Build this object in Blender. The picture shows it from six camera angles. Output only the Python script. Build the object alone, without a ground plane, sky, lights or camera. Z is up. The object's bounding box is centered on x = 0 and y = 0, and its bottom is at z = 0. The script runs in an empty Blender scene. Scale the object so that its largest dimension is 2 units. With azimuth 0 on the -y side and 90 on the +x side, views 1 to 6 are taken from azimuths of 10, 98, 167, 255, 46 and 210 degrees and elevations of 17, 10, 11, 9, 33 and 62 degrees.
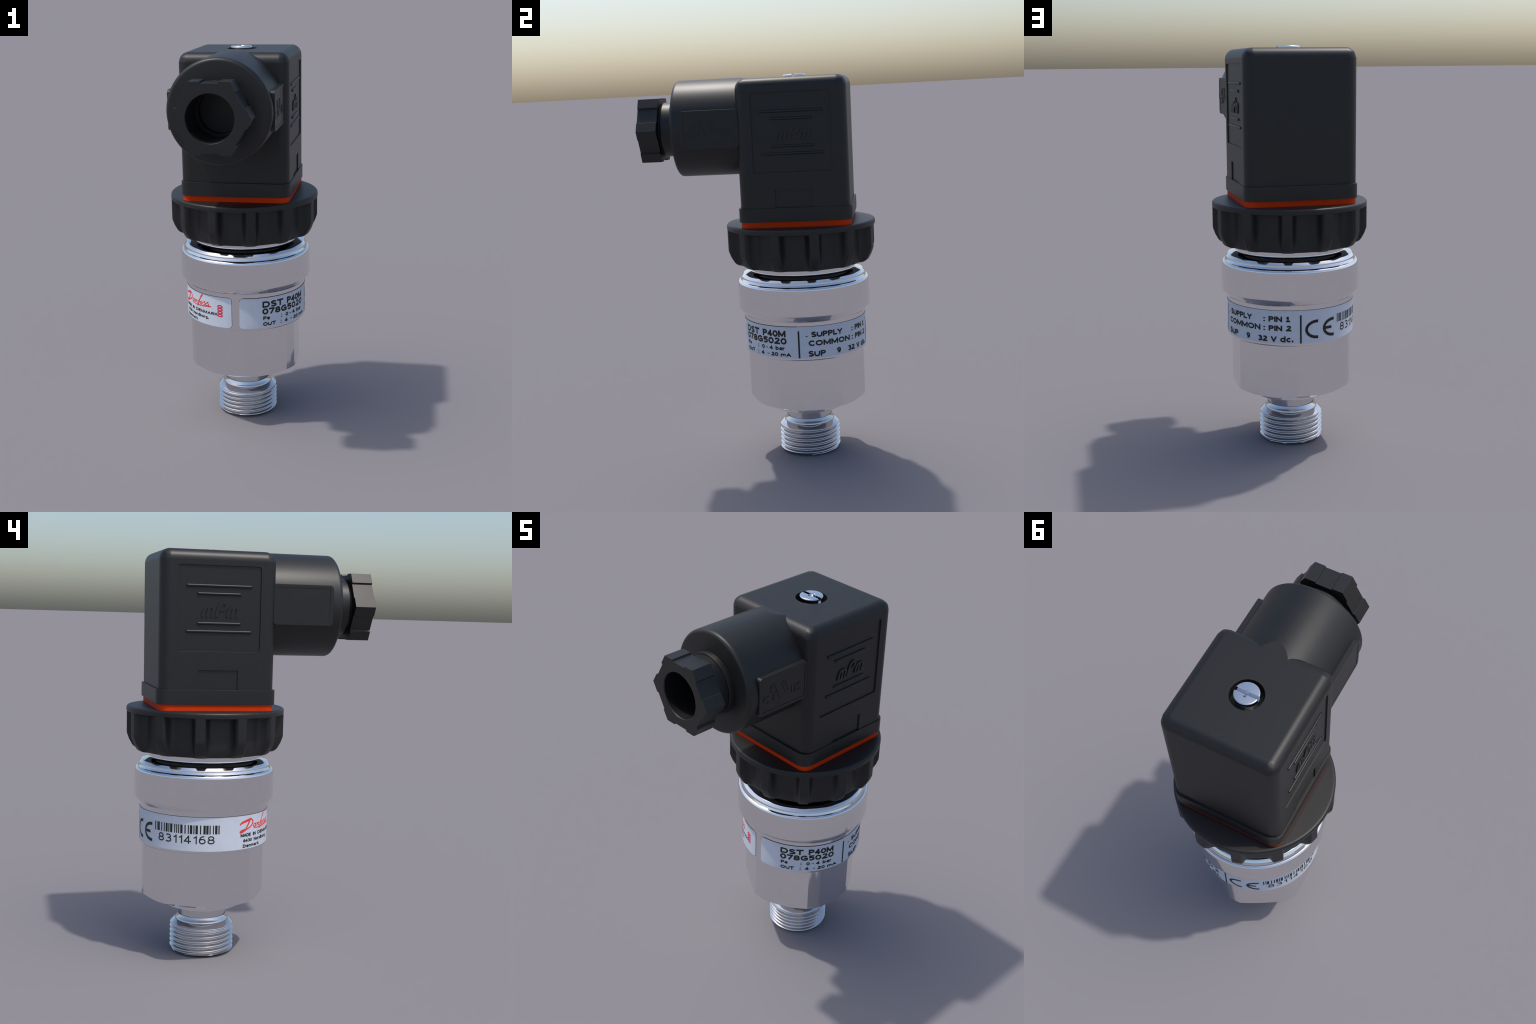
# Pressure transmitter: threaded stud, hexagon body, chromed sleeve with wrap-around
# label, fluted union nut, orange gasket and a right-angle connector with cable gland.
import bpy, bmesh, math
from mathutils import Vector, Matrix

AXIS_Y = 0.208          # the body axis stands at x = 0, y = AXIS_Y
PI = math.pi


# ----------------------------------------------------------------- materials
def principled(name, colour, metallic=0.0, roughness=0.5, specular=0.5, grain=0.0,
               grain_scale=60.0, tint=None, bump=0.0, bump_scale=400.0):
    m = bpy.data.materials.new(name)
    m.use_nodes = True
    nt = m.node_tree
    b = nt.nodes["Principled BSDF"]
    b.inputs["Base Color"].default_value = (*colour, 1)
    b.inputs["Metallic"].default_value = metallic
    b.inputs["Roughness"].default_value = roughness
    b.inputs["Specular IOR Level"].default_value = specular
    tc = nt.nodes.new("ShaderNodeTexCoord")
    if grain:
        n = nt.nodes.new("ShaderNodeTexNoise")
        n.inputs["Scale"].default_value = grain_scale
        n.inputs["Detail"].default_value = 4
        nt.links.new(tc.outputs["Object"], n.inputs["Vector"])
        mr = nt.nodes.new("ShaderNodeMapRange")
        mr.inputs["From Min"].default_value = 0.3
        mr.inputs["From Max"].default_value = 0.7
        mr.inputs["To Min"].default_value = roughness - grain
        mr.inputs["To Max"].default_value = roughness + grain
        nt.links.new(n.outputs["Fac"], mr.inputs["Value"])
        nt.links.new(mr.outputs["Result"], b.inputs["Roughness"])
        if tint:
            r = nt.nodes.new("ShaderNodeValToRGB")
            r.color_ramp.elements[0].position = 0.35
            r.color_ramp.elements[1].position = 0.65
            r.color_ramp.elements[0].color = (*colour, 1)
            r.color_ramp.elements[1].color = (*tint, 1)
            nt.links.new(n.outputs["Fac"], r.inputs["Fac"])
            nt.links.new(r.outputs["Color"], b.inputs["Base Color"])
    if bump:
        n2 = nt.nodes.new("ShaderNodeTexNoise")
        n2.inputs["Scale"].default_value = bump_scale
        nt.links.new(tc.outputs["Object"], n2.inputs["Vector"])
        bp = nt.nodes.new("ShaderNodeBump")
        bp.inputs["Strength"].default_value = bump
        bp.inputs["Distance"].default_value = 0.001
        nt.links.new(n2.outputs["Fac"], bp.inputs["Height"])
        nt.links.new(bp.outputs["Normal"], b.inputs["Normal"])
    return m


BLACK = principled("black_plastic", (0.0085, 0.0083, 0.0081), roughness=0.45, specular=0.47,
                   grain=0.004, tint=(0.0095, 0.0098, 0.0098))
BLACK_NUT = principled("black_nut_plastic", (0.0095, 0.0093, 0.0095), roughness=0.46, specular=0.48,
                       grain=0.004, tint=(0.0105, 0.0108, 0.0110))
CHROME = principled("bright_steel", (0.80, 0.80, 0.81), metallic=1.0, roughness=0.06,
                    grain=0.015, grain_scale=25, tint=(0.82, 0.82, 0.83))
STEEL = principled("zinc_plated_steel", (0.76, 0.77, 0.79), metallic=1.0, roughness=0.08,
                   grain=0.015, grain_scale=40, tint=(0.79, 0.80, 0.82))
THREAD = principled("steel_darkened_for_groove_shade", (0.66, 0.665, 0.68), metallic=1.0, roughness=0.11,  # base colour lowered below the plated steel to darken the shade in the thread grooves
                    grain=0.02, grain_scale=40, tint=(0.69, 0.695, 0.71))
ORANGE = principled("orange_rubber", (0.60, 0.041, 0.002), roughness=0.6, specular=0.12,  # colour lightened to lift the shaded sides, trimmed back for the sunlit side
                    grain=0.03, tint=(0.63, 0.044, 0.002))
PAPER = principled("silvery_label_film", (0.56, 0.61, 0.69), roughness=0.42, specular=0.4,
                   grain=0.04, grain_scale=30, tint=(0.59, 0.635, 0.71))
INK = principled("black_print", (0.018, 0.019, 0.014), roughness=0.5, specular=0.3)
RED_INK = principled("red_print", (0.72, 0.050, 0.045), roughness=0.5, specular=0.3)
CRIMSON_INK = principled("crimson_print", (0.66, 0.045, 0.085), roughness=0.5, specular=0.3)


# ----------------------------------------------------------------- helpers
def add(name, mesh, mat, parent=None, smooth_angle=30.0):
    mesh.materials.clear()
    mesh.materials.append(mat)
    if smooth_angle is not None:
        mesh.polygons.foreach_set("use_smooth", [True] * len(mesh.polygons))
        mesh.set_sharp_from_angle(angle=math.radians(smooth_angle))
    ob = bpy.data.objects.new(name, mesh)
    bpy.context.scene.collection.objects.link(ob)
    if parent is not None:
        ob.parent = parent
    return ob


def to_mesh(bm, name="part"):
    bmesh.ops.recalc_face_normals(bm, faces=bm.faces)
    me = bpy.data.meshes.new(name)
    bm.to_mesh(me)
    bm.free()
    return me


def along(prof, z):
    """Piecewise-linear profile through (z, r) pairs."""
    for (a, ra), (b, rb) in zip(prof, prof[1:]):
        if z <= b:
            return ra + (rb - ra) * (z - a) / (b - a)
    return prof[-1][1]


def arc(cx, cy, r, a0, a1, n=8):
    return [(cx + r * math.cos(math.radians(a0 + (a1 - a0) * i / n)),
             cy + r * math.sin(math.radians(a0 + (a1 - a0) * i / n))) for i in range(n + 1)]


def lathe(profile, segments=192, centre=(0, AXIS_Y, 0), axis="z"):
    """Turn a profile of (radius, height) round the z axis, or round an axis along y."""
    bm = bmesh.new()
    rows = []
    for r, h in profile:
        if r < 1e-6:
            p = (0, 0, h) if axis == "z" else (0, h, 0)
            rows.append([bm.verts.new(Vector(p) + Vector(centre))])
            continue
        row = []
        for i in range(segments):
            a = 2 * PI * i / segments
            c, s = r * math.cos(a), r * math.sin(a)
            p = (c, s, h) if axis == "z" else (c, h, s)
            row.append(bm.verts.new(Vector(p) + Vector(centre)))
        rows.append(row)
    for A, B in zip(rows, rows[1:]):
        for i in range(segments):
            j = (i + 1) % segments
            q = [A[i % len(A)], A[j % len(A)], B[j % len(B)], B[i % len(B)]]
            u = []
            for v in q:
                if v not in u:
                    u.append(v)
            if len(u) > 2:
                bm.faces.new(u)
    return to_mesh(bm, "turned")


def rounded_rect(hx, hy, r, n=8):
    pts = []
    for sx, sy, a0 in ((1, 1, 0), (-1, 1, 90), (-1, -1, 180), (1, -1, 270)):
        pts += arc(sx * (hx - r), sy * (hy - r), r, a0, a0 + 90, n)
    return pts


def prism(outline, h0, h1, place, bevel=0.0, segs=2):
    """Extrude a closed 2D outline from h0 to h1; place(u, v, h) gives the 3D point."""
    bm = bmesh.new()
    lo = [bm.verts.new(place(u, v, h0)) for u, v in outline]
    hi = [bm.verts.new(place(u, v, h1)) for u, v in outline]
    n = len(outline)
    bm.faces.new(lo)
    top = bm.faces.new(hi)
    for i in range(n):
        bm.faces.new((lo[i], lo[(i + 1) % n], hi[(i + 1) % n], hi[i]))
    bmesh.ops.recalc_face_normals(bm, faces=bm.faces)
    if bevel:
        bmesh.ops.bevel(bm, geom=list(top.edges), offset=bevel, segments=segs,
                        profile=0.5, affect="EDGES", clamp_overlap=True)
    return to_mesh(bm, "prism")


def boolean(base, cutters, operation="DIFFERENCE", bevel=0.0, segs=2, angle=30):
    """Apply cutters (meshes) to a mesh and return the result as a new mesh."""
    sc = bpy.context.scene.collection
    ob = bpy.data.objects.new("work", base)
    sc.objects.link(ob)
    tools = []
    for c in cutters:
        t = bpy.data.objects.new("tool", c)
        sc.objects.link(t)
        t.hide_render = True
        tools.append(t)
        m = ob.modifiers.new("cut", "BOOLEAN")
        m.operation = operation
        m.solver = "EXACT"
        m.object = t
    if bevel:
        b = ob.modifiers.new("edge", "BEVEL")
        b.width = bevel
        b.segments = segs
        b.limit_method = "ANGLE"
        b.angle_limit = math.radians(angle)
        b.use_clamp_overlap = True
    dg = bpy.context.evaluated_depsgraph_get()
    dg.update()
    me = bpy.data.meshes.new_from_object(ob.evaluated_get(dg))
    for o in [ob] + tools:
        bpy.data.objects.remove(o, do_unlink=True)
    return me


def join(meshes):
    bm = bmesh.new()
    for m in meshes:
        bm.from_mesh(m)
    me = bpy.data.meshes.new("joined")
    bm.to_mesh(me)
    bm.free()
    return me


def weighted(ob):
    m = ob.modifiers.new("shade", "WEIGHTED_NORMAL")
    m.keep_sharp = True
    m.weight = 100
    return ob


# --- flat drawings (text, strokes) carried onto a surface by place(u, v, h) -------
def text_outline(body, bold=0.0, shear=0.0):
    """2D mesh of a word in the built-in font, scaled to the unit box it fills."""
    cu = bpy.data.curves.new("word", "FONT")
    cu.body = body
    cu.size = 1.0
    cu.offset = bold
    cu.shear = shear
    cu.resolution_u = 4
    ob = bpy.data.objects.new("word", cu)
    bpy.context.scene.collection.objects.link(ob)
    dg = bpy.context.evaluated_depsgraph_get()
    dg.update()
    me = bpy.data.meshes.new_from_object(ob.evaluated_get(dg))
    bpy.data.objects.remove(ob, do_unlink=True)
    bpy.data.curves.remove(cu)
    return me


def flat_to_surface(bm, place, h0, h1, cell=0.0):
    """Raise a flat 2D bmesh (xy) into a thin solid lying on the surface."""
    bmesh.ops.remove_doubles(bm, verts=bm.verts, dist=1e-6)
    if cell:
        # slice into narrow upright strips, so that the drawing can follow the curve
        u, u_end = min(v.co.x for v in bm.verts) + cell, max(v.co.x for v in bm.verts)
        while u < u_end:
            bmesh.ops.bisect_plane(bm, geom=bm.verts[:] + bm.edges[:] + bm.faces[:], dist=1e-7,
                                   plane_co=(u, 0, 0), plane_no=(1, 0, 0))
            u += cell
    base = list(bm.faces)
    ext = bmesh.ops.extrude_face_region(bm, geom=base)
    top = {v for v in ext["geom"] if isinstance(v, bmesh.types.BMVert)}
    for v in bm.verts:
        v.co = place(v.co.x, v.co.y, h1 if v in top else h0)
    return to_mesh(bm, "drawing")


def text_mesh(body, u0, u1, v0, v1, place, h0, h1, bold=0.0, shear=0.0, cell=0.0, turn=False):
    """A word stretched to fill the box u0..u1, v0..v1 of the surface."""
    me = text_outline(body, bold, shear)
    bm = bmesh.new()
    bm.from_mesh(me)
    bpy.data.meshes.remove(me)
    if turn:
        for v in bm.verts:
            v.co = Vector((-v.co.y, v.co.x, 0))
    xs = [v.co.x for v in bm.verts]
    ys = [v.co.y for v in bm.verts]
    ax, bx, ay, by = min(xs), max(xs), min(ys), max(ys)
    for v in bm.verts:
        v.co = Vector((u0 + (v.co.x - ax) / (bx - ax) * (u1 - u0),
                       v0 + (v.co.y - ay) / (by - ay) * (v1 - v0), 0))
    return flat_to_surface(bm, place, h0, h1, cell)


def smooth_path(points, n=6):
    """Catmull-Rom curve through (u, v, width) points."""
    P = [points[0]] + list(points) + [points[-1]]
    out = []
    for i in range(1, len(P) - 2):
        for k in range(n):
            t = k / n
            q = []
            for a, b, c, d in zip(P[i - 1], P[i], P[i + 1], P[i + 2]):
                q.append(0.5 * (2 * b + (c - a) * t + (2 * a - 5 * b + 4 * c - d) * t * t
                                + (3 * b - a - 3 * c + d) * t ** 3))
            out.append(q)
    out.append(list(points[-1]))
    return out


def stroke_mesh(points, place, h0, h1, smooth=6):
    """A pen stroke of changing width through (u, v, width) points."""
    path = smooth_path(points, smooth) if smooth else points
    bm = bmesh.new()
    left, right = [], []
    for i, (u, v, w) in enumerate(path):
        a = path[max(i - 1, 0)]
        b = path[min(i + 1, len(path) - 1)]
        t = Vector((b[0] - a[0], b[1] - a[1]))
        t = t.normalized() if t.length > 1e-9 else Vector((1, 0))
        nrm = Vector((-t.y, t.x)) * w * 0.5
        left.append(bm.verts.new((u + nrm.x, v + nrm.y, 0)))
        right.append(bm.verts.new((u - nrm.x, v - nrm.y, 0)))
    for i in range(len(path) - 1):
        bm.faces.new((left[i], right[i], right[i + 1], left[i + 1]))
    return flat_to_surface(bm, place, h0, h1)


# ----------------------------------------------------------------- the thing
root = bpy.data.objects.new("pressure_transmitter", None)
bpy.context.scene.collection.objects.link(root)
root["label"] = "chrome pressure transmitter with black right-angle cable connector and label"
root["category"] = "pressure sensor"


# ----------------------------------------------------------------- threaded stud
def build_stud():
    pitch, crest, rootr = 0.0243, 0.1622, 0.1475
    z_top, seg = 0.1435, 192
    bm = bmesh.new()

    def thread_r(a, z):
        # crests stand at z = 0.1218 - k*pitch where the angle is 78 degrees
        ph = ((z - 0.1218) / pitch - (a - math.radians(78)) / (2 * PI)) % 1.0
        d = 0.5 - 0.5 * math.cos(2 * PI * ph)      # 0 on the crest, 1 in the root
        r = crest - (crest - rootr) * d
        # rounded start at the bottom, plain run-out under the shoulder
        r = min(r, along(((0, 0.112), (0.003, 0.135), (0.006, 0.1485), (0.010, 0.156), (0.015, 0.163), (1, 0.163)), z))
        top = min(max((z - 0.1335) / 0.0095, 0), 1)
        return r * (1 - top) + top * 0.1605

    def turn(r, a, z):
        return bm.verts.new((r * math.cos(a), AXIS_Y + r * math.sin(a), z))

    # the grid runs along the helix, so every row keeps one place of the thread profile
    per_pitch = 18
    rows = []
    for k in range(-per_pitch, int(z_top / pitch * per_pitch) + 2):
        row = []
        for i in range(seg + 1):
            a = 2 * PI * i / seg
            z = min(max(k * pitch / per_pitch + pitch * i / seg, 0.0), z_top)
            row.append(turn(thread_r(a, z), a, z))
        rows.append(row)
    for A, B in zip(rows, rows[1:]):
        for i in range(seg):
            if A[i].co.z == B[i].co.z and A[i + 1].co.z == B[i + 1].co.z:
                continue
            bm.faces.new((A[i], A[i + 1], B[i + 1], B[i]))
    prof = [(0.1605, z_top), (0.1600, 0.1446), (0.1590, 0.1458), (0.1368, 0.1645), (0.1352, 0.1652), (0.1342, 0.1654)]
    prof += [(0.1340, 0.1668), (0.1336, 0.1700), (0.1300, 0.1745), (0.1268, 0.1795), (0.1240, 0.1850), (0.1218, 0.1900)]
    prof += [(0.1208, 0.1926), (0.1200, 0.1930), (0.1197, 0.1920), (0.1194, 0.1780), (0.1180, 0.1780), (0.1180, 0.3000)]
    last = None
    for r, z in prof:
        row = [turn(r, 2 * PI * i / seg, z) for i in range(seg)]
        if last:
            for i in range(seg):
                bm.faces.new((last[i], last[(i + 1) % seg], row[(i + 1) % seg], row[i]))
        last = row
    # pressure port: flat bottom face with a blind bore
    last = [turn(thread_r(2 * PI * i / seg, 0.0), 2 * PI * i / seg, 0.0) for i in range(seg)]
    for r, z in [(0.062, 0.0), (0.056, 0.006), (0.056, 0.08)]:
        row = [turn(r, 2 * PI * i / seg, z) for i in range(seg)]
        for i in range(seg):
            bm.faces.new((last[(i + 1) % seg], last[i], row[i], row[(i + 1) % seg]))
        last = row
    bm.faces.new(last)
    bmesh.ops.remove_doubles(bm, verts=bm.verts, dist=1e-6)
    bmesh.ops.dissolve_degenerate(bm, edges=bm.edges, dist=1e-7)
    return add("threaded_stud", to_mesh(bm), THREAD, root, 35)


build_stud()


# ----------------------------------------------------------------- hexagon body
def build_hex():
    """Hexagon with turned corners, one corner milled flat, its lower edge chamfered by turning."""
    R, FLAT, MILLED = 0.3065, 0.2802, 0.2850
    n = 720

    def reach(a):                      # distance from the axis to the surface at angle a
        r = R
        for k in range(6):
            c = math.cos(a - math.radians(60 * k))
            if c > 0.1:
                r = min(r, FLAT / c)
        c = math.cos(a - math.radians(30))
        return min(r, MILLED / c) if c > 0.1 else r

    bm = bmesh.new()
    rows = []
    breaks = []
    for k in range(6):
        for sgn in (1, -1):
            breaks.append(math.radians(60 * k) + sgn * math.acos(FLAT / R))
    lo, hi = 0.0, math.radians(30)
    for _ in range(50):                 # where the milled flat meets its neighbours
        mid = (lo + hi) / 2
        if FLAT / math.cos(mid) < MILLED / math.cos(mid - math.radians(30)):
            lo = mid
        else:
            hi = mid
    breaks += [lo, math.radians(60) - lo]
    angles = [2 * PI * i / n for i in range(n)]
    angles = [a for a in angles if all(abs((a - b + PI) % (2 * PI) - PI) > 0.004 for b in breaks)]
    angles = sorted(angles + [b % (2 * PI) for b in breaks])
    n = len(angles)
    for part in range(7):
        row = []
        for a in angles:
            r = reach(a)
            if part == 0:
                p = (r, 0.575)
            elif part == 1:
                p = (r, 0.2945 + (r - 0.280) * 0.60)
            else:
                p = ((0.277, 0.2935), (0.168, 0.2935), (0.168, 0.2740), (0.0, 0), (0.0, 0))[part - 2]
            if part >= 5:
                continue
            row.append(bm.verts.new((p[0] * math.cos(a), AXIS_Y + p[0] * math.sin(a), p[1])))
        if row:
            rows.append(row)
    for A, B in zip(rows, rows[1:]):
        for i in range(n):
            j = (i + 1) % n
            bm.faces.new((A[i], A[j], B[j], B[i]))
    body = to_mesh(bm)
    collar = lathe([(0.160, 0.2745), (0.1840, 0.2740)] + arc(0.1845, 0.2680, 0.0055, 90, 0, 5) +
                   [(0.1900, 0.2530)] + arc(0.1880, 0.2525, 0.0020, 0, -90, 3) + [(0.10, 0.2502)], 192)
    return add("hexagon_body", join([body, collar]), CHROME, root, 4.5)


build_hex()


# ----------------------------------------------------------------- chromed sleeve
def build_sleeve():
    p = [(0.20, 0.5680), (0.3100, 0.5680)] + arc(0.3108, 0.5765, 0.0080, -90, 0, 8)
    p += [(0.3188, 0.7650)]
    p += [(0.3192, 0.7685), (0.3206, 0.7712), (0.3228, 0.7740), (0.3430, 0.7975)]
    p += [(0.3449, 0.8008), (0.3459, 0.8050), (0.3463, 0.8120)]
    p += arc(0.3268, 0.9325, 0.0195, 0, 70, 12)
    p += [(0.3326, 0.9515), (0.3314, 0.9502), (0.3306, 0.9516), (0.3293, 0.9545), (0.3268, 0.9595), (0.3254, 0.9625)]
    p += [(0.3252, 0.9647), (0.3254, 0.9675), (0.3248, 0.9691)]
    p += [(0.3235, 0.9708), (0.3190, 0.9762), (0.3152, 0.9807), (0.3136, 0.9825), (0.3115, 0.9834), (0.3056, 0.9850)]
    p += [(0.2980, 0.9871), (0.2900, 0.9893), (0.2820, 0.9916), (0.2765, 0.9936)]
    p += [(0.2735, 0.9954), (0.2714, 0.9976), (0.2703, 1.0002), (0.2700, 1.0040), (0.2700, 1.0300), (0.2700, 1.12), (0.15, 1.12)]
    return add("chromed_sleeve", lathe(p, 256), CHROME, root, 28)


build_sleeve()


# ----------------------------------------------------------------- wrap-around label
LABEL_R = 0.3196


def wrap(u, v, h):
    """u in degrees round the axis (0 = +x, anticlockwise), v = height, h above the label."""
    a = math.radians(u)
    r = LABEL_R + h
    return Vector((r * math.cos(a), AXIS_Y + r * math.sin(a), v))


def arc_len(u0):            # degrees <-> metres along the label
    return u0 * PI / 180 * LABEL_R


LABEL_U0, LABEL_U1, LABEL_V0, LABEL_V1 = -86.1, 266.9, 0.5830, 0.7488


def build_label():
    bm = bmesh.new()
    n, rc = 360, 0.017
    rcu = rc / LABEL_R * 180 / PI
    cols = []
    us = [LABEL_U0 + rcu * (1 - math.cos(PI / 2 * i / 8)) for i in range(9)]
    us += [LABEL_U0 + rcu + (LABEL_U1 - LABEL_U0 - 2 * rcu) * i / n for i in range(1, n)]
    us += [LABEL_U1 - rcu * (1 - math.cos(PI / 2 * (8 - i) / 8)) for i in range(9)]
    for u in us:
        d = min(u - LABEL_U0, LABEL_U1 - u) / rcu
        cut = rc * (1 - math.sqrt(max(0.0, 1 - (1 - d) ** 2))) if d < 1 else 0.0
        cols.append([bm.verts.new(wrap(u, v, h)) for v, h in
                     ((LABEL_V0 + cut, -0.0010), (LABEL_V0 + cut, 0.0),
                      (LABEL_V1 - cut, 0.0), (LABEL_V1 - cut, -0.0010))])
    for A, B in zip(cols, cols[1:]):
        for k in range(3):
            bm.faces.new((A[k], B[k], B[k + 1], A[k + 1]))
    bm.faces.new(cols[0])
    bm.faces.new(cols[-1])
    return add("label", to_mesh(bm), PAPER, root, 40)


label = build_label()
INK_H = 0.0007


GLYPHS = {}


def ellipse(cx, cy, rx, ry):
    return ("C", [(cx + rx * math.cos(PI / 2 + 2 * PI * i / 12), cy + ry * math.sin(PI / 2 + 2 * PI * i / 12)) for i in range(13)])


def glyph(ch, *strokes):
    """Skeleton strokes of a letter, cap height 1: S = straight pieces, C = curve through points."""
    out = []
    for st in strokes:
        if isinstance(st, tuple):
            out.append(st)
        else:
            kind, nums = st[0], [float(x) for x in st[1:].split()]
            out.append((kind, list(zip(nums[::2], nums[1::2]))))
    GLYPHS[ch] = out


glyph("D", "S 0 0 0 1", "C 0 1 .35 1 .62 .88 .76 .5 .62 .12 .35 0 0 0")
glyph("S", "C .60 .86 .45 .98 .28 1 .08 .90 .04 .72 .18 .57 .42 .46 .60 .32 .58 .12 .38 0 .18 .01 0 .12")
glyph("T", "S 0 1 .7 1", "S .35 1 .35 0")
glyph("P", "S 0 0 0 1", "C 0 1 .3 1 .52 .93 .6 .74 .52 .55 .3 .47 0 .47")
glyph("R", "S 0 0 0 1", "C 0 1 .3 1 .52 .93 .6 .74 .52 .55 .3 .47 0 .47", "S .3 .47 .64 0")
glyph("M", "S 0 0 0 1", "S 0 1 .45 .12", "S .45 .12 .9 1", "S .9 1 .9 0")
glyph("G", "C .72 .87 .55 .98 .38 1 .14 .88 .02 .5 .14 .12 .40 0 .60 .03 .74 .12", "S .74 .12 .74 .46", "S .74 .46 .45 .46")
glyph("O", ellipse(0.43, 0.5, 0.43, 0.5))
glyph("U", "C 0 1 0 .5 .03 .22 .16 .04 .36 0 .56 .04 .69 .22 .72 .5 .72 1")
glyph("A", "S 0 0 .38 1", "S .38 1 .76 0", "S .14 .32 .62 .32")
glyph("Y", "S 0 1 .36 .45", "S .72 1 .36 .45", "S .36 .45 .36 0")
glyph("L", "S 0 1 0 0", "S 0 0 .5 0")
glyph("C", "C .72 .88 .54 .99 .38 1 .14 .88 .02 .5 .14 .12 .38 0 .56 .01 .73 .12")
glyph("N", "S 0 0 0 1", "S 0 1 .72 0", "S .72 0 .72 1")
glyph("I", "S 0 0 0 1")
glyph("V", "S 0 1 .38 0", "S .76 1 .38 0")
glyph("E", "S 0 0 0 1", "S 0 1 .5 1", "S 0 .52 .45 .52", "S 0 0 .5 0")
glyph("K", "S 0 0 0 1", "S .6 1 0 .45", "S .2 .6 .64 0")
glyph("0", ellipse(0.30, 0.5, 0.30, 0.5))
glyph("1", "S .26 0 .26 1", "S .26 1 .02 .8", "S 0 0 .52 0")
glyph("|", "S .30 0 .30 1", "C .30 1 .22 .86 .02 .76")
glyph("2", "C .03 .86 .15 .97 .30 1 .50 .92 .55 .74 .42 .5 .2 .25 .02 .03", "S 0 0 .60 0")
glyph("3", "C .04 .9 .2 1 .42 .97 .54 .78 .44 .58 .22 .53", "C .22 .53 .48 .49 .58 .28 .48 .06 .24 0 .02 .08")
glyph("4", "S .42 0 .42 1", "S .42 1 0 .28", "S 0 .26 .6 .26")
glyph("5", "S .54 1 .10 1", "S .10 1 .06 .55", "C .06 .55 .28 .62 .50 .52 .58 .32 .48 .08 .26 0 .02 .06")
glyph("6", ellipse(0.30, 0.31, 0.28, 0.31), "C .02 .31 .06 .65 .22 .94 .5 1")
glyph("7", "S 0 1 .58 1", "S .58 1 .2 0")
glyph("8", ellipse(0.30, 0.75, 0.25, 0.25), ellipse(0.30, 0.26, 0.30, 0.26))
glyph("9", ellipse(0.30, 0.69, 0.28, 0.31), "C .58 .69 .56 .35 .40 .06 .10 0")
glyph("a", "C .05 .62 .25 .72 .44 .66 .48 .48", "S .48 .5 .48 0", "C .48 .42 .2 .40 .03 .28 .04 .08 .2 0 .38 .06 .48 .2")
glyph("b", "S 0 0 0 1.05", "C 0 .55 .12 .68 .28 .72 .48 .6 .54 .36 .46 .1 .26 0 .1 .03 0 .12")
glyph("c", "C .46 .64 .28 .72 .08 .6 .01 .36 .08 .1 .28 0 .47 .07")
glyph("d", "S .54 0 .54 1.05", "C .54 .12 .44 .03 .28 0 .08 .1 0 .36 .06 .6 .26 .72 .42 .68 .54 .55")
glyph("e", "S .03 .38 .55 .38", "C .55 .38 .52 .6 .30 .72 .08 .6 .02 .36 .10 .1 .32 0 .53 .07")
glyph("g", "S .54 .72 .54 -.05", "C .54 -.05 .5 -.24 .28 -.3 .06 -.24", "C .54 .12 .44 .03 .28 0 .08 .1 0 .36 .06 .6 .26 .72 .42 .68 .54 .55")
glyph("k", "S 0 0 0 1.05", "S .44 .72 0 .3", "S .16 .44 .48 0")
glyph("m", "S 0 0 0 .72", "C 0 .5 .1 .67 .22 .72 .36 .66 .4 .48 .4 0", "C .4 .5 .5 .67 .62 .72 .76 .66 .8 .48 .8 0")
glyph("n", "S 0 0 0 .72", "C 0 .5 .1 .66 .26 .72 .42 .66 .48 .48 .48 0")
glyph("o", ellipse(0.28, 0.36, 0.27, 0.36))
glyph("r", "S 0 0 0 .72", "C 0 .45 .1 .64 .22 .72 .34 .70")
glyph(",", "S .08 .06 0 -.18")
glyph(".", "S 0 .0 0 .09")

DEG = 180 / PI / LABEL_R


def word_mesh(body, u0, u1, v0, v1, weight, gap=0.30):
    """Print a word between the angles u0, u1, from baseline v0 to cap height v1."""
    x, strokes = 0.0, []
    for ch in body:
        g = GLYPHS[ch]
        w = max(p[0] for _, pts in g for p in pts)
        strokes += [(k, [(px + x, py) for px, py in pts]) for k, pts in g]
        x += w + gap
    lo = min(p[0] for _, pts in strokes for p in pts)
    hi = max(p[0] for _, pts in strokes for p in pts)
    a, b = u0 / DEG + weight / 2, u1 / DEG - weight / 2
    sx = (b - a) / (hi - lo) if hi > lo else 1.0
    base, sy = v0 + weight / 2, (v1 - v0 - weight)
    flat = lambda u, v, h: wrap(u * DEG, v, h)
    out, n = [], 0
    for kind, pts in strokes:
        q = [(a + (px - lo) * sx, base + py * sy) for px, py in pts]
        if kind == "C":
            out.append(stroke_mesh([(u, v, weight) for u, v in q], flat, -0.0004, INK_H - 0.00002 * n, 4))
            n += 1
            continue
        for (ua, va), (ub, vb) in zip(q, q[1:]):
            d = Vector((ub - ua, vb - va))
            e = d.normalized() * weight * (0.5 if min(abs(d.x), abs(d.y)) < 1e-6 else 0.35)
            m = 5
            line = [(ua - e.x + (d.x + 2 * e.x) * i / m, va - e.y + (d.y + 2 * e.y) * i / m, weight) for i in range(m + 1)]
            out.append(stroke_mesh(line, flat, -0.0004, INK_H - 0.00002 * n, 0))
            n += 1
    return join(out)


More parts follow.
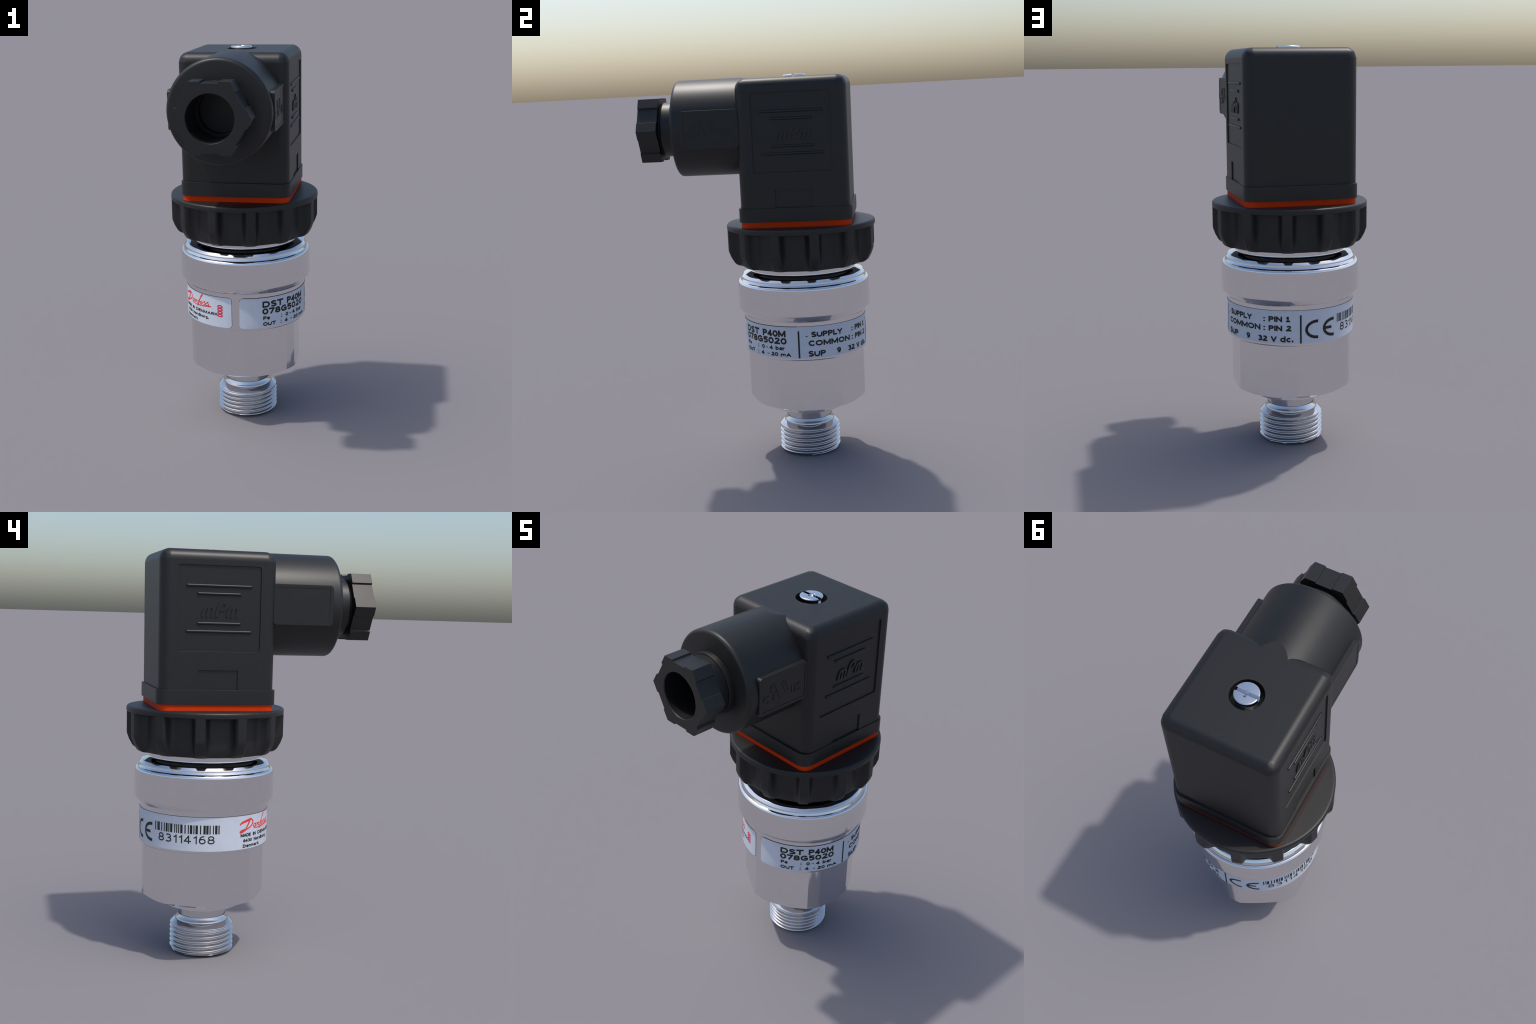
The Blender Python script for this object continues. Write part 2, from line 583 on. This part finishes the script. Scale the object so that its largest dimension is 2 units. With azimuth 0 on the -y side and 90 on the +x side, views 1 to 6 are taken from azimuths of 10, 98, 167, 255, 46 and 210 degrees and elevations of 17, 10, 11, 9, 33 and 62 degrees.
def bar(name, u0, u1, v0, v1, mat=INK):
    n = max(2, int((u1 - u0) / 1.5))
    outline = [(u0 + (u1 - u0) * i / n, v0) for i in range(n + 1)]
    outline += [(u1 - (u1 - u0) * i / n, v1) for i in range(n + 1)]
    bm = bmesh.new()
    k = len(outline) // 2
    vs = [bm.verts.new((u, v, 0)) for u, v in outline]
    for i in range(k - 1):
        bm.faces.new((vs[i], vs[i + 1], vs[2 * k - 2 - i], vs[2 * k - 1 - i]))
    return flat_to_surface(bm, wrap, -0.0004, INK_H - 0.0001)


# type and ratings
BIG, MID, SMALL, FINE, THIN = 0.0090, 0.0076, 0.0055, 0.0044, 0.0056     # stroke weights
WORDS = [
    ("DST", -64.4, -42.5, 0.6925, 0.7270, BIG), ("P40M", -37.8, -13.1, 0.6925, 0.7270, BIG),
    ("078G5020", -64.6, -12.4, 0.6550, 0.6890, BIG),
    ("Pe", -63.8, -57.0, 0.6250, 0.6455, SMALL), ("0", -39.5, -36.2, 0.6240, 0.6445, SMALL),
    ("4", -30.3, -26.6, 0.6245, 0.6445, SMALL), ("bar", -23.8, -14.2, 0.6245, 0.6440, SMALL),
    ("OUT", -64.0, -51.0, 0.5925, 0.6130, SMALL), ("4", -40.6, -37.0, 0.5925, 0.6120, SMALL),
    ("20", -28.7, -21.3, 0.5925, 0.6120, SMALL), ("mA", -18.8, -8.7, 0.5915, 0.6110, SMALL),
    # pin assignment
    ("SUPPLY", 10.3, 41.0, 0.6915, 0.7200, MID), ("COMMON", 7.7, 49.8, 0.6465, 0.6750, MID),
    ("PIN", 57.6, 69.7, 0.6920, 0.7195, MID), ("1", 73.0, 76.6, 0.6920, 0.7195, MID),
    ("PIN", 57.6, 69.7, 0.6465, 0.6740, MID), ("2", 73.0, 77.7, 0.6465, 0.6745, MID),
    ("SUP", 7.1, 23.2, 0.5915, 0.6215, MID), ("9", 34.6, 38.7, 0.5950, 0.6235, MID),
    ("32", 47.2, 56.3, 0.5925, 0.6205, MID), ("V", 59.5, 64.8, 0.5915, 0.6205, MID),
    ("dc.", 67.9, 79.3, 0.5915, 0.6205, MID),
    # serial number and maker's address
    ("83||4|68", 126.7, 178.3, 0.6195, 0.6590, THIN),
    ("MADE", 202.5, 214.2, 0.6425, 0.6590, FINE), ("IN", 217.2, 221.4, 0.6425, 0.6590, FINE),
    ("DENMARK", 224.0, 252.5, 0.6430, 0.6595, FINE),
    ("6430", 205.5, 216.0, 0.6160, 0.6320, FINE), ("Nordborg,", 218.5, 242.0, 0.6155, 0.6320, FINE),
    ("Denmark", 205.1, 226.6, 0.5895, 0.6055, FINE),
]
for body, u0, u1, v0, v1, weight in WORDS:
    add("printed_text", word_mesh(body, u0, u1, v0, v1, weight), INK, label, None)
# colons, dashes and the lone point: small square dots
DOTS = [(-45.05, -43.85, 0.6260, 0.6300), (-45.05, -43.85, 0.6375, 0.6415), (-45.65, -44.45, 0.5930, 0.5970),
        (-45.65, -44.45, 0.6048, 0.6088), (-34.4, -32.2, 0.6318, 0.6352), (-33.1, -30.7, 0.5998, 0.6034),
        (5.3, 7.0, 0.6945, 0.6990), (52.7, 54.3, 0.6920, 0.6978), (52.7, 54.3, 0.7065, 0.7123),
        (52.7, 54.3, 0.6475, 0.6533), (52.7, 54.3, 0.6620, 0.6678)]
add("printed_dots", join([bar("dot", *d) for d in DOTS]), INK, label, None)
rings = []
for k in range(4):
    _, oval = ellipse(255.05 / DEG, 0.6485 + 0.0160 * k, 0.0128, 0.0062)
    rings.append(stroke_mesh([(u, v, 0.0064) for u, v in oval], lambda u, v, h: wrap(u * DEG, v, h), -0.0004, INK_H + 0.00003 * k, 4))
add("printed_mark", join(rings), CRIMSON_INK, label, None)

for u in (-1.05, 85.85):
    add("printed_line", bar("line", u - 0.75, u + 0.75, 0.5845, 0.7250), INK, label, None)

# bar code: widths of bars and gaps in turn, thin = 1, wide = 2.3
BARS = ((0, 1), (2.2, .7), (3.5, 2), (7.3, .9), (10.1, .9), (12.2, 1.8), (14.9, .9), (16.7, 2),
        (20.6, .9), (22.5, .9), (24.3, .9), (26.2, 2), (30.0, 1), (32.9, .9), (34.7, 2), (37.7, .9),
        (39.5, 2), (43.3, 1), (46.2, 1.9), (48.6, 1.9), (51.4, .9), (54.2, .9), (56.1, 2), (59.0, 1))
parts = [bar("bar", 122.4 + s, 122.4 + s + w, 0.6675, 0.7095) for s, w in BARS]
add("bar_code", join(parts), INK, label, None)


# conformity mark: two broad half rings, the second with a middle tongue
def ring_mark(uc, tongue):
    w, hgt = 11.0, 0.094
    deg = 180 / PI / LABEL_R
    vc, R = 0.6510, hgt / 2
    lw = 0.0145
    pts = [((uc + 11.0) - 1.2, vc + R - lw / 2, lw)]
    pts = []
    for i in range(17):
        a = math.radians(90 + 180 * i / 16)
        pts.append([uc + w * (1 + math.cos(a)), vc + (R - lw / 2) * math.sin(a), a])
    bm = bmesh.new()
    rows = []
    for i in range(33):
        a = math.radians(84 + 192 * i / 32)
        outer = (uc + w * (1 + math.cos(a)), vc + R * math.sin(a))
        k = (R - lw) / R
        inner = (uc + w + (w - lw * deg * 0.95) * math.cos(a), vc + k * R * math.sin(a))
        rows.append((bm.verts.new((*outer, 0)), bm.verts.new((*inner, 0))))
    for A, B in zip(rows, rows[1:]):
        bm.faces.new((A[0], A[1], B[1], B[0]))
    meshes = [flat_to_surface(bm, wrap, -0.0004, INK_H)]
    if tongue:
        meshes.append(bar("bar", uc + 1.4, uc + 9.3, vc - 0.0068, vc + 0.0068))
    return join(meshes)


add("conformity_mark", join([ring_mark(89.7, False), ring_mark(106.4, True)]), INK, label, None)

# thin dark rim round the label, heavier over the first field
RIM = 0.0011
parts = [bar("bar", LABEL_U0 + 3.2, -1.5, LABEL_V1 - 0.0022, LABEL_V1 + 0.0004),
         bar("bar", -0.9, LABEL_U1 - 3.0, LABEL_V1 - RIM, LABEL_V1 + 0.0002)]
for side in (0, 1):
    pts = []
    rc = 0.017
    rcu = rc / LABEL_R * 180 / PI
    for i in range(9):
        a = math.radians(90 + 90 * i / 8)
        pts.append((LABEL_U0 + rcu + rcu * math.cos(a), LABEL_V1 - rc + rc * math.sin(a)))
    if side:
        pts = [(LABEL_U0 + LABEL_U1 - u, v) for u, v in pts]
        pts += [(LABEL_U1, LABEL_V0 + rc)]
        pts += [(LABEL_U0 + LABEL_U1 - (LABEL_U0 + rcu + rcu * math.cos(math.radians(180 + 90 * i / 8))),
                 LABEL_V0 + rc + rc * math.sin(math.radians(180 + 90 * i / 8))) for i in range(1, 9)]
    bm = bmesh.new()
    cu, cv = ((LABEL_U0 + LABEL_U1) / 2, 0.666)
    rows = []
    for u, v in pts:
        du = 0.30 if u < cu else -0.30
        dv = -0.0011 * (v - cv) / 0.083
        rows.append((bm.verts.new((u, v, 0)), bm.verts.new((u + du * abs(v - cv < 0.075), v + dv, 0))))
    for A, B in zip(rows, rows[1:]):
        bm.faces.new((A[0], A[1], B[1], B[0]))
    parts.append(flat_to_surface(bm, wrap, -0.0004, INK_H - 0.0002))
add("label_rim", join(parts), INK, label, None)

# brush-script maker's name, drawn as pen strokes: u in label degrees, v in metres.
# Unit box: x 0..45 along the label from 201 degrees, y 0..70 mm above z = 0.672
LOGO = [
    # D: entry sweep, stem, bowl and foot loop
    [(0.5, 30, .8), (2.5, 40, 1.6), (7, 47, 2.0), (11.5, 53, 1.8), (13.3, 58, 1.0)],
    [(12.5, 55, 1.2), (11.0, 42, 1.5), (9.0, 24, 1.3), (7.0, 10, 1.0)],
    [(12.8, 55, .9), (15.2, 46, 1.3), (15.3, 30, 1.2), (12.0, 15, 1.0), (7.5, 6, 1.2),
     (3.5, -4, 1.4), (1.4, -6, 1.3), (1.2, -1, 1.2), (4.0, 5, 1.2), (7.5, 7, 1.0)],
    # a
    [(19.6, 27, .9), (17.6, 27, .9), (16.7, 18, .9), (17.6, 12, .9), (19.2, 17, .9), (20.1, 28, .9),
     (19.6, 16, 1.0), (20.6, 12, .7)],
    # n
    [(21.2, 27, .7), (22.4, 27, 1.0), (21.8, 13, 1.0), (22.4, 20, .8), (24.2, 28, .9), (25.0, 25, 1.0),
     (24.6, 15, 1.0), (25.8, 14, .6)],
    # f
    [(26.5, 22, .7), (30.6, 48, .9), (33.0, 66, 1.1), (33.6, 70, .9), (32.2, 66, .9), (30.0, 44, 1.1),
     (27.6, 16, 1.2), (26.2, 2, 1.1), (25.8, 6, .7), (28.6, 19, .7)],
    # o
    [(31.4, 29, .9), (30.0, 23, .9), (30.6, 15, .9), (32.4, 18, .9), (32.8, 27, .9), (31.6, 29, .9)],
    [(32.6, 27, .6), (34.6, 28, .6)],
    # s, s
    [(34.6, 28, .7), (36.6, 36, .8), (36.2, 30, .9), (37.4, 22, 1.0), (36.4, 17, .9), (34.6, 17, .7)],
    [(37.2, 22, .7), (40.6, 37, .8), (40.2, 31, .9), (41.4, 22, 1.0), (40.2, 17, .9), (38.0, 17, .7)],
    # underline
    [(17.5, 7, .7), (24, 5.5, .8), (34, 9, 1.0), (44.2, 16, 1.1)],
]
parts = []
for i, st in enumerate(LOGO):
    pts = []
    for x, y, w in st:
        pts.append((x * 0.0056, y * 0.001, w * 0.0058))       # metres in the label plane
    deg = 180 / PI / LABEL_R
    pl = lambda u, v, h: wrap(201.0 + u * deg, 0.672 + v, h)
    parts.append(stroke_mesh(pts, pl, -0.0004, INK_H - 0.00002 * i))
add("printed_script", join(parts), RED_INK, label, None)


# ----------------------------------------------------------------- fluted union nut
def build_union_nut():
    bm = bmesh.new()
    seg = 12 * 40
    RIM_R, FLOOR, BASE = 0.3878, 0.331, 1.0310

    def rib_r(z):
        return along([(BASE, 0.3380), (1.0350, 0.3465), (1.0400, 0.3540), (1.0480, 0.3610), (1.0750, 0.3760),
                      (1.1050, 0.3865), (1.1150, 0.3872), (1.2220, 0.3872)], z)

    def floor_r(z):
        t = min(max((z - BASE) / 0.045, 0), 1)
        u = min(max((z - 1.208) / 0.012, 0), 1)          # rounded ceiling of the flute
        return FLOOR - 0.007 * (1 - t) ** 2.2 + (RIM_R - FLOOR) * (1 - math.sqrt(1 - u * u))

    zs = [BASE, 1.0335, 1.0350, 1.0375, 1.0400, 1.0440, 1.0480, 1.0560, 1.0650, 1.0750, 1.0900,
          1.1050, 1.1100, 1.1150, 1.13, 1.16, 1.19, 1.2080, 1.2110, 1.2135, 1.2155, 1.2170, 1.2185, 1.2195, 1.2200, 1.2220]
    rows = []
    for z in zs:
        row = []
        for i in range(seg):
            a = 360.0 * i / seg
            d = abs((a - 15 + 15) % 30 - 15)              # degrees from the nearest rib
            t = 1 - abs((15 - max(d, 3.6)) / 11.4) ** 6        # scalloped flute between slim ribs
            r = rib_r(z) * (1 - t) + min(floor_r(z), rib_r(z)) * t
            if z >= 1.2219:
                r = RIM_R - 0.0003
            row.append(bm.verts.new((r * math.cos(math.radians(a)), AXIS_Y + r * math.sin(math.radians(a)), z)))
        rows.append(row)
    cap = [(RIM_R, 1.2240)] + arc(RIM_R - 0.011, 1.2365, 0.011, 0, 80, 8)
    cap += [(0.372, 1.2478), (0.20, 1.2478), (0.20, 1.06), (0.280, 1.06), (0.280, BASE)]
    for r, z in cap:
        rows.append([bm.verts.new((r * math.cos(2 * PI * i / seg), AXIS_Y + r * math.sin(2 * PI * i / seg), z))
                     for i in range(seg)])
    rows.append(rows[0])
    for A, B in zip(rows, rows[1:]):
        for i in range(seg):
            j = (i + 1) % seg
            bm.faces.new((A[i], A[j], B[j], B[i]))
    return add("union_nut", to_mesh(bm), BLACK_NUT, root, 38)


build_union_nut()

# ----------------------------------------------------------------- gasket
upright = lambda u, v, h: Vector((u, AXIS_Y + v, h))
weighted(add("gasket", prism(rounded_rect(0.2740, 0.2765, 0.045, 12), 1.240, 1.2840, upright, bevel=0.002), ORANGE, root, 30))


# ----------------------------------------------------------------- connector housing
HALF, TOP_Z = 0.2752, 1.9872
PANEL = (0.208, 1.7187, 0.1965)          # centre y, centre z, half side of the side panels


def build_housing():
    bm = bmesh.new()
    lo, hi = 1.30, TOP_Z
    corners = [(-HALF, -HALF), (HALF, -HALF), (HALF, HALF), (-HALF, HALF)]
    A = [bm.verts.new((x, AXIS_Y + y, lo)) for x, y in corners]
    B = [bm.verts.new((x, AXIS_Y + y, hi)) for x, y in corners]
    bm.faces.new(A[::-1])
    bm.faces.new(B)
    for i in range(4):
        bm.faces.new((A[i], A[(i + 1) % 4], B[(i + 1) % 4], B[i]))
    edges = [e for e in bm.edges if max(v.co.z for v in e.verts) > hi - 0.01]
    bmesh.ops.bevel(bm, geom=edges, offset=0.050, segments=10, profile=0.5, affect="EDGES")
    box = to_mesh(bm)
    cuts = []
    for s in (1, -1):
        side = lambda u, v, h, s=s: Vector((s * h, u, v))
        cy, cz, hs = PANEL
        cuts.append(prism([(cy + u, cz + v) for u, v in rounded_rect(hs, hs, 0.012, 6)], HALF - 0.0062, HALF + 0.02, side))
        cuts.append(prism([(0.1150, 1.330), (0.3020, 1.330), (0.3020, 1.4365), (0.1150, 1.4365)],
                          HALF - 0.0062, HALF + 0.02, side))
    cuts.append(lathe([(0.0, 1.93), (0.0753, 1.93), (0.0753, 2.05), (0.0, 2.05)], 96))
    body = boolean(box, cuts, bevel=0.0012, segs=2, angle=50)
    ob = add("connector_housing", body, BLACK, root, 30)
    weighted(ob)
    return ob


housing = build_housing()
skirt = weighted(add("housing_skirt", prism(rounded_rect(0.2798, 0.2858, 0.052, 12), 1.2768, 1.3462, upright, bevel=0.0022), BLACK, housing, 30))


def raised_bar(length, radius):
    """A round-ended bar along y, centred on the origin."""
    bm = bmesh.new()
    rows, n = [], 16
    half = length / 2 - radius
    prof = [(radius * math.sin(PI / 2 * i / 6), -half - radius * math.cos(PI / 2 * i / 6)) for i in range(7)]
    prof += [(r, -y) for r, y in reversed(prof)]
    for r, y in prof:
        rows.append([bm.verts.new((r * math.cos(2 * PI * i / n), y, r * math.sin(2 * PI * i / n))) for i in range(n)]
                    if r > 1e-6 else [bm.verts.new((0, y, 0))])
    for A, B in zip(rows, rows[1:]):
        for i in range(n):
            q = [A[i % len(A)], A[(i + 1) % n % len(A)], B[(i + 1) % n % len(B)], B[i % len(B)]]
            u = list(dict.fromkeys(q))
            if len(u) > 2:
                bm.faces.new(u)
    return to_mesh(bm, "raised_bar")


LONG, SHORT = raised_bar(0.3115, 0.0066), raised_bar(0.2085, 0.0066)
first = True
for s in (1, -1):
    for z, me in ((1.8228, LONG), (1.7864, SHORT), (1.6517, SHORT), (1.6147, LONG)):
        ob = bpy.data.objects.new("raised_bar", me)
        if not me.materials:
            me.materials.append(BLACK)
            me.polygons.foreach_set("use_smooth", [True] * len(me.polygons))
        ob.location = (s * (HALF - 0.0052), 0.2087, z)
        ob.parent = housing
        bpy.context.scene.collection.objects.link(ob)

# slanted raised lettering "mPm", drawn as broad strokes; x runs 0..172 mm, y 0..74 mm
MPM = [
    [(5, 0, 12), (8, 16, 12), (15, 33, 12), (25, 43, 12), (35, 45, 11), (42, 42, 8)],
    [(27, 0, 12), (30, 14, 12), (35, 31, 12), (36, 42, 9)],
    [(49, 0, 12), (52, 14, 12), (57, 31, 12), (55, 41, 11), (46, 45, 10), (36, 41, 7)],
    [(70, 0, 14), (75, 22, 14), (82, 44, 14), (92, 59, 14), (105, 67, 13), (118, 62, 13), (119, 49, 13),
     (110, 38, 12), (97, 33, 11), (86, 32, 9)],
    [(121, 0, 12), (124, 16, 12), (131, 33, 12), (141, 43, 12), (151, 45, 11), (158, 42, 8)],
    [(143, 0, 12), (146, 14, 12), (151, 31, 12), (152, 42, 9)],
    [(165, 0, 12), (168, 14, 12), (173, 31, 12), (171, 41, 11), (162, 45, 10), (152, 41, 7)],
]
for s in (1, -1):
    y0 = 0.1245 if s > 0 else 0.2925
    place = lambda u, v, h, s=s, y0=y0: Vector((s * (HALF - 0.0062 + h), y0 + s * u, 1.6815 + v))
    parts = []
    for i, st in enumerate(MPM):
        parts.append(stroke_mesh([(x * 0.001, y * 0.001, w * 0.001) for x, y, w in st], place, -0.001, 0.0052 - 0.00004 * i))
    add("raised_lettering", join(parts), BLACK, housing, 30)

# ----------------------------------------------------------------- cable entry barrel
GZ = 1.7487                               # height of the cable axis
BARREL_R, FRONT = 0.2482, -0.4065


def build_barrel():
    """Turned barrel; its crown is sliced by a gently sloping plane where it runs into the housing top."""
    seg = 360
    bm = bmesh.new()
    prof = [(BARREL_R, FRONT + 0.018)]
    prof += arc(BARREL_R - 0.018, FRONT + 0.018, 0.018, 0, -90, 8)[1:]
    prof += [(0.108, FRONT), (0.108, -0.388), (0.103, -0.388), (0.103, -0.330)]
    # the slope: z = SLICE_Z + SLICE * (SLICE_Y - y)
    slice_y, slice_z, slope = -0.019, 1.9866, 0.185
    angles = [2 * PI * i / seg for i in range(seg)]

    def back_end(a):
        z = GZ + BARREL_R * math.sin(a)
        return slice_y - (z - slice_z) / slope if z > slice_z else slice_y + 0.03

    rows = [[bm.verts.new((BARREL_R * math.cos(a), back_end(a), GZ + BARREL_R * math.sin(a))) for a in angles]]
    for r, y in prof:
        rows.append([bm.verts.new((r * math.cos(a), y, GZ + r * math.sin(a))) for a in angles])
    for A, B in zip(rows, rows[1:]):
        for i in range(seg):
            j = (i + 1) % seg
            bm.faces.new((A[i], A[j], B[j], B[i]))
    bm.faces.new(rows[-1])
    # the sliced tongue itself, carried on into the housing
    crown = [i for i in range(seg) if GZ + BARREL_R * math.sin(angles[i]) > slice_z]
    edge = [bm.verts.new(rows[0][i].co) for i in crown]
    tail_y = 0.02
    tail_z = slice_z + slope * (slice_y - tail_y)
    edge += [bm.verts.new((-0.0697, tail_y, tail_z)), bm.verts.new((0.0697, tail_y, tail_z))]
    bm.faces.new(edge)
    return add("cable_entry", to_mesh(bm), BLACK, root, 25)


barrel = build_barrel()

for s in (1, -1):
    side = lambda u, v, h, s=s: Vector((s * h, u, v))
    cy, cz, hy, hz = -0.2035, GZ, 0.1478, 0.0950
    plate = prism([(cy + u, cz + v) for u, v in rounded_rect(hy, hz, 0.018, 8)], 0.205, 0.2535, side, bevel=0.0015)
    inner = prism([(cy - 0.001 + u, cz + v) for u, v in rounded_rect(hy - 0.0170, hz - 0.0150, 0.004, 3)], 0.2519, 0.27, side)
    weighted(add("name_plate", boolean(plate, [inner]), BLACK, barrel, 30))

# raised approval mark on the right-hand plate: small c, mirrored R, slanted U, small us
face = lambda u, v, h: Vector((0.2519 + h, u, v))
MARK = [
    # mirrored R
    [(-0.2480, 0.7128, .0085), (-0.2700, 0.7480, .0085)],
    [(-0.2290, 0.7130, .0085), (-0.2640, 0.7900, .0085)],
    [(-0.2660, 0.7870, .0085), (-0.2440, 0.7885, .0085), (-0.2170, 0.7880, .0085)],
    [(-0.2520, 0.7500, .0080), (-0.2290, 0.7510, .0080), (-0.2130, 0.7505, .0080)],
]


def flat_strokes(strokes, place, top, smooth):
    out = []
    for i, st in enumerate(strokes):
        out.append(stroke_mesh([(u, 1.0 + v, w) for u, v, w in st], place, -0.001, top - 0.00004 * i, smooth))
    return join(out)


R_MARK = [
    [(-0.2230, 0.7120, .009), (-0.2320, 0.7330, .009), (-0.2560, 0.7890, .009)],
    [(-0.2560, 0.7860, .008), (-0.2740, 0.7850, .008), (-0.2800, 0.7740, .008), (-0.2740, 0.7560, .008),
     (-0.2620, 0.7480, .008), (-0.2380, 0.7480, .008)],
    [(-0.2600, 0.7470, .009), (-0.2650, 0.7120, .009)],
    # slanted U
    [(-0.2130, 0.7890, .009), (-0.1960, 0.7480, .009), (-0.1860, 0.7320, .009), (-0.1740, 0.7340, .009),
     (-0.1760, 0.7480, .009), (-0.1940, 0.7890, .009)],
]
parts = [flat_strokes(R_MARK, face, 0.0021, 4),
         text_mesh("c", -0.3270, -0.2920, 1.7060, 1.7440, face, -0.001, 0.0020),
         text_mesh("us", -0.1560, -0.0960, 1.7080, 1.7500, face, -0.001, 0.0020)]
add("raised_mark", join(parts), BLACK, barrel, 30)

# ----------------------------------------------------------------- gland neck and hexagon nut
neck = [(0.109, -0.395), (0.1490, -0.395), (0.1490, -0.4300), (0.1480, -0.4325), (0.1405, -0.4335), (0.1405, -0.4740)] + arc(0.1315, -0.4750, 0.0090, 0, -90, 6)
neck += [(0.1280, -0.4840), (0.1280, -0.5000), (0.109, -0.5000), (0.109, -0.395)]
add("gland_neck", lathe(neck, 128, (0, 0, GZ), axis="y"), BLACK, root, 30)


def build_gland_nut():
    R, notch, depth = 0.1880, 0.0395, 0.0082
    ap = R * math.cos(PI / 6)
    outline = []
    for k in range(6):
        n = math.radians(30 + 60 * k)
        nx, nz = math.cos(n), math.sin(n)
        tx, tz = -nz, nx
        half = R / 2
        for t, d in ((-half, 0), (-notch - 0.003, 0), (-notch + 0.001, depth), (notch - 0.001, depth), (notch + 0.003, 0)):
            outline.append(((ap - d) * nx + t * tx, (ap - d) * nz + t * tz))
    body = prism(outline, -0.4915, -0.5955, lambda u, v, h: Vector((u, h, GZ + v)))
    bore = lathe([(0.0, -0.62), (0.1120, -0.62), (0.1120, -0.5940), (0.1098, -0.5915), (0.1098, -0.47), (0.0, -0.47)],
                 128, (0, 0, GZ), axis="y")
    me = boolean(body, [bore], bevel=0.0024, segs=2, angle=25)
    return weighted(add("gland_nut", me, BLACK, root, 30))


build_gland_nut()


# ----------------------------------------------------------------- cover screw
def build_screw():
    head = lathe([(0.0, 1.925), (0.052, 1.925), (0.0545, 1.975), (0.0566, 1.979), (0.0566, 1.9935)] +
                 arc(0.0510, 1.9945, 0.0055, 0, 90, 6) + [(0.0, 2.0)], 96)
    flat = lambda u, v, h: Vector((u, AXIS_Y + v, h))
    slot = prism([(-0.08, -0.0085), (0.08, -0.0085), (0.08, 0.0085), (-0.08, 0.0085)], 1.9740, 2.05, flat)
    arms = []
    for half_u, half_v in ((0.0200, 0.0062), (0.0062, 0.0200)):
        bm = bmesh.new()
        ring = ((1, 1), (-1, 1), (-1, -1), (1, -1))
        top = [bm.verts.new(flat(x * half_u * 1.3, y * half_v * 1.3, 2.006)) for x, y in ring]
        bot = [bm.verts.new(flat(x * half_u * 0.25, y * half_v * 0.25, 1.9805)) for x, y in ring]
        bm.faces.new(top)
        bm.faces.new(bot)
        for i in range(4):
            bm.faces.new((top[i], top[(i + 1) % 4], bot[(i + 1) % 4], bot[i]))
        arms.append(to_mesh(bm))
    me = boolean(boolean(head, [slot]), arms)
    return add("cover_screw", me, STEEL, root, 30)


build_screw()
